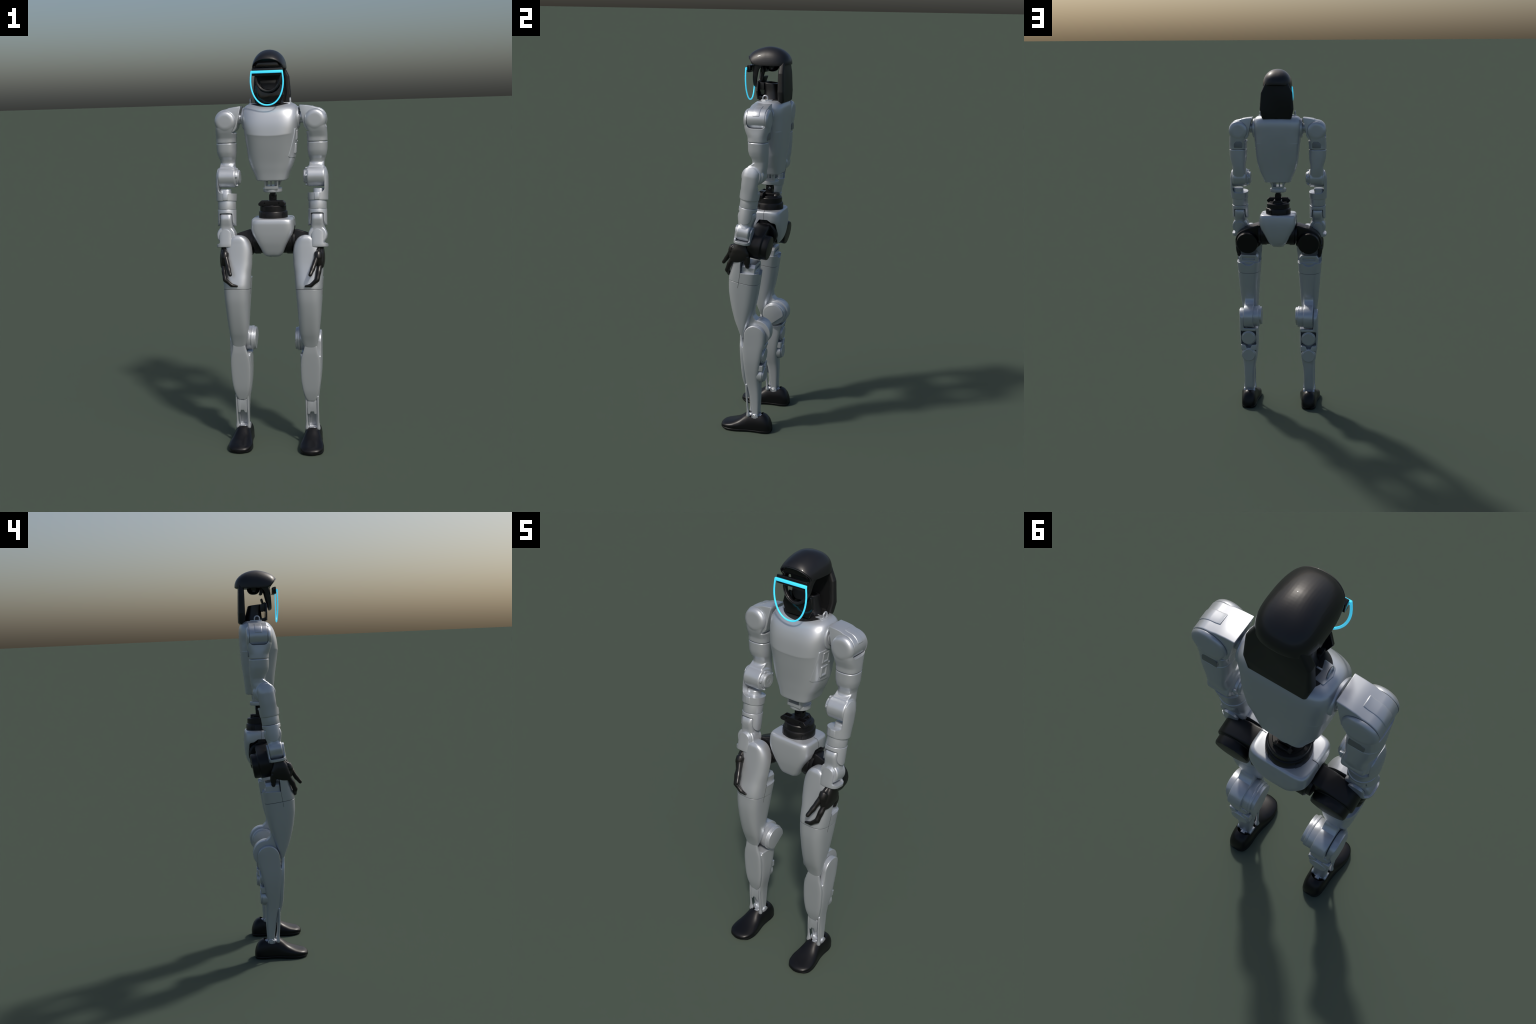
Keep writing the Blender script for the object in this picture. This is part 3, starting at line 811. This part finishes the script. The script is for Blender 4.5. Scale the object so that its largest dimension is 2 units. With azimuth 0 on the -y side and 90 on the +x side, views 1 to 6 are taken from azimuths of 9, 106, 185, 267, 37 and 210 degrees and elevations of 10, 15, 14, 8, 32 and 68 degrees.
    fo = fill[:-1] + arc(0.024, 1.385, 0.0502, 114, 200, 20) + [(0.05, 1.36), (0.07, 1.40)]
    neck = prism(fo, 'x', 0.1865, 0.2585, 0.006, 3)
    barrel = [drum((0, 0.024, 1.385), 'x', 0.0505, 0.1775, 0.2640, 0.006), drum((0, 0.040, 1.388), 'x', 0.0465, 0.1820, 0.2570, 0.008), neck]
    elbow = Pair("elbow_housing", [fuse([house]+barrel, 0.0018, 10), neckring], GREY, arm, angle=40)
    cap = lathe([(0.003, 0.1590), (0.011, 0.1590), (0.0125, 0.1605), (0.014, 0.1590), (0.030, 0.1590), (0.0345, 0.1625), (0.0345, 0.168), (0.039, 0.1695), (0.040, 0.174), (0.040, 0.182), (0.003, 0.182)], (0, 0.026, 1.385), 'x', 56)
    lugs = [turn(box(0.168, 0.179, 0.020, 0.032, 1.424, 1.432, 0.002), 'X', a, (0.17, 0.026, 1.385)) for a in (20, 80, 160, 220, 290)]
    Pair("elbow_cap", [cap]+lugs, GREY, elbow)

    # ---- forearm, built straight down from the elbow then tipped forward
    E = (0.2275, 0.0215, 1.382)
    D = lambda d: E[2]-d
    def tip(*bms):
        for b in bms: turn(b, 'X', -7.4, E)
        return list(bms)
    ec = E[1]
    # one round-sided column, domed over the elbow, cut back to leave an outer cheek above the ring
    col = zloft([(D(0.1165), E[0]+0.0012, 0.0502, ec-0.0480, ec+0.0480, 2.1), (D(0.08), E[0]+0.0012, 0.0508, ec-0.0490, ec+0.0490, 2.3), (D(0.04), E[0]+0.0012, 0.0518, ec-0.0495, ec+0.0495, 2.7), (D(0.0), E[0]+0.001, 0.0518, ec-0.0495, ec+0.0495, 2.8), (D(-0.018), E[0]+0.001, 0.0495, ec-0.0495, ec+0.0495, 2.8), (D(-0.034), E[0]+0.001, 0.0450, ec-0.0495, ec+0.0495, 2.8), (D(-0.050), E[0]+0.001, 0.0385, ec-0.0495, ec+0.0495, 2.8)], 0.002, 0.003, N=88)
    dome = prism([(ec-0.06, D(0.13)), (ec+0.06, D(0.13)), (ec+0.06, D(0.03))] + arc(ec, D(0), 0.0483, 0, 180, 40) + [(ec-0.06, D(0.03))], 'x', 0.1, 0.35, 0.0)
    gap = prism(roundpoly([(0.10, D(0.079), 0), (0.2635, D(0.079), 0.022), (0.2635, D(-0.09), 0), (0.10, D(-0.09), 0)], 10), 'y', -0.1, 0.15, 0.0)
    col = boolean(boolean(col, [dome], 'INTERSECT'), [gap])
    boss = zloft([(D(0.09), E[0]+0.006, 0.029, ec-0.024, ec+0.040, 2.6), (D(0.056), E[0]+0.006, 0.028, ec-0.020, ec+0.036, 2.6)], 0.003, 0.001, tilt=-0.08)
    block = box(E[0]-0.013, E[0]+0.011, ec-0.0500, ec-0.03, D(0.1135), D(0.0805), 0.0025)
    fore = Pair("forearm", tip(col, boss, block), GREY, angle=34)
    sleeve = drum((E[0]-0.001, ec, 0), 'z', 0.0448, D(0.157), D(0.112), 0.0015)
    Pair("forearm_sleeve", tip(sleeve), GREY, fore)
    # wrist fork: collar with two side tongues
    fk = drum((E[0]-0.001, ec, 0), 'z', 0.0465, D(0.25), D(0.1585), 0.002, 80)
    flank = [(0.06, 0.1715), (0.0475, 0.1735), (0.0405, 0.1770), (0.0355, 0.183), (0.0330, 0.192)]
    side = prism([(ec-0.06, D(0.15)), (ec+0.06, D(0.15))] + [(ec+y, D(d)) for y, d in flank] + arc(ec, D(0.207), 0.0325, 0, -180, 28) + [(ec-y, D(d)) for y, d in flank[::-1]], 'x', 0.1, 0.35, 0.0)
    window = prism(roundpoly([(0.1945, D(0.30), 0), (0.1945, D(0.1775), 0.006), (0.2585, D(0.1775), 0.006), (0.2585, D(0.30), 0)]), 'y', -0.1, 0.15, 0.0)
    fk = boolean(boolean(fk, [side], 'INTERSECT'), [window])
    fork = Pair("wrist_fork", tip(fk), GREY, fore, angle=34)
    # wrist link: upper cross barrel (axis x) and lower drum (axis y)
    def ring_xz(z, hx, hy):
        return (z, E[0]-0.0005, hx, ec-hy, ec+hy, 4.2)
    link = zloft([ring_xz(D(0.300), 0.030, 0.033), ring_xz(D(0.262), 0.0325, 0.034), ring_xz(D(0.243), 0.0325, 0.036), ring_xz(D(0.225), 0.0315, 0.041), ring_xz(D(0.205), 0.031, 0.0445), ring_xz(D(0.188), 0.031, 0.0415), ring_xz(D(0.178), 0.031, 0.035)], 0.006, 0.004, steps=4)
    drum_y = lathe([(0.003, ec-0.0330), (0.041, ec-0.0330), (0.0450, ec-0.0300), (0.0460, ec-0.026), (0.0460, ec+0.026), (0.0450, ec+0.030), (0.041, ec+0.0330), (0.003, ec+0.0330)], (E[0]+0.0005, 0, D(0.286)), 'y', 64)
    flare = zloft([(D(0.286), E[0], 0.0455, ec-0.030, ec+0.030, 3.4), (D(0.262), E[0], 0.0405, ec-0.030, ec+0.030, 3.4), (D(0.245), E[0], 0.0345, ec-0.031, ec+0.031, 3.4), (D(0.228), E[0], 0.0322, ec-0.033, ec+0.033, 3.6)], 0.002, 0.002, steps=4)
    Pair("wrist_link", tip(fuse([link, drum_y, flare], 0.0016, 7)), GREY, fore, angle=40)
    # stirrup holding the hand
    st = zloft([(D(0.3455), 0.2285, 0.0495, ec-0.0465, ec+0.0440, 3.0), (D(0.25), 0.2285, 0.0490, ec-0.0455, ec+0.0435, 3.0)], 0.002, 0.004, N=88)
    front = prism([(0.2000, D(0.36)), (0.2000, D(0.286))] + arc(0.2285, D(0.286), 0.0285, 180, 0, 28) + [(0.257, D(0.321)), (0.2595, D(0.3255)), (0.264, D(0.328)), (0.30, D(0.328)), (0.30, D(0.36))], 'y', -0.1, 0.15, 0.0)
    inner = prism(roundpoly([(ec-0.0340, D(0.332), 0.008), (ec+0.0340, D(0.332), 0.008), (ec+0.0340, D(0.20), 0), (ec-0.0340, D(0.20), 0)]), 'x', 0.1, 0.35, 0.0)
    st = boolean(boolean(st, [front], 'INTERSECT'), [inner])
    Pair("wrist_stirrup", tip(st), GREY, fore, angle=34)

# ================================================================== HAND
def build_hand():
    palm = zloft([(0.940, 0.2440, 0.0085, -0.080, -0.034, 2.6), (0.948, 0.2435, 0.0135, -0.0855, -0.016, 2.5), (0.965, 0.2420, 0.0185, -0.0875, 0.014, 2.5), (0.985, 0.2405, 0.0215, -0.083, 0.014, 2.5), (1.005, 0.2395, 0.0220, -0.077, 0.007, 2.5), (1.025, 0.2385, 0.0200, -0.068, 0.001, 2.5), (1.045, 0.2380, 0.0170, -0.052, -0.001, 2.4)], 0.003, 0.004, steps=5)
    heel = zloft([(0.928, 0.2400, 0.0110, -0.0120, 0.0150, 2.6), (0.950, 0.2415, 0.0140, -0.0150, 0.0175, 2.6), (0.975, 0.2415, 0.0160, -0.02, 0.0155, 2.6)], 0.004, 0.004)
    ridge = tube(smooth_path([(0.234, -0.050, 1.035), (0.231, -0.073, 1.016), (0.231, -0.082, 0.995), (0.234, -0.078, 0.965)], 5), [0.013]*5+[0.0195]*6+[0.017]*5, N=16)
    thenar = ellipsoid((0.2290, -0.052, 0.992), (0.0195, 0.031, 0.031))
    hand = Pair("hand", [fuse([palm, heel, ridge, thenar], 0.0017, 8)], HAND, angle=60)
    def chain(pts, rad):
        p = []; r = []
        for i in range(len(pts)-1):
            for s in range(5):
                f = s/5
                p.append(tuple(a+(b-a)*f for a, b in zip(pts[i], pts[i+1])))
                bulge = 1+0.045*math.cos(2*pi*f)
                r.append((rad[i]+(rad[i+1]-rad[i])*f)*bulge)
        p.append(pts[-1]); r.append(rad[-1])
        return tube(p, r, N=18)
    Pair("thumb", [chain([(0.229, -0.080, 1.010), (0.217, -0.099, 0.975), (0.207, -0.118, 0.946), (0.1965, -0.138, 0.921)], [0.0135, 0.0118, 0.0120, 0.0092])], HAND, hand, angle=60)
    Pair("finger", [chain([(0.238, -0.076, 0.955), (0.234, -0.093, 0.928), (0.227, -0.108, 0.890), (0.196, -0.108, 0.862), (0.170, -0.110, 0.8585)], [0.0135, 0.0130, 0.0122, 0.0095, 0.0052])], HAND, hand, angle=60)
    Pair("finger", [chain([(0.2405, 0.002, 0.945), (0.238, 0.002, 0.922), (0.218, 0.000, 0.905), (0.196, 0.000, 0.899)], [0.0125, 0.0110, 0.009, 0.0055])], HAND, hand, angle=60)

build_head()
build_neck()
build_torso()
build_waist()
build_pelvis()
build_hips()
build_leg()
build_arm()
build_hand()
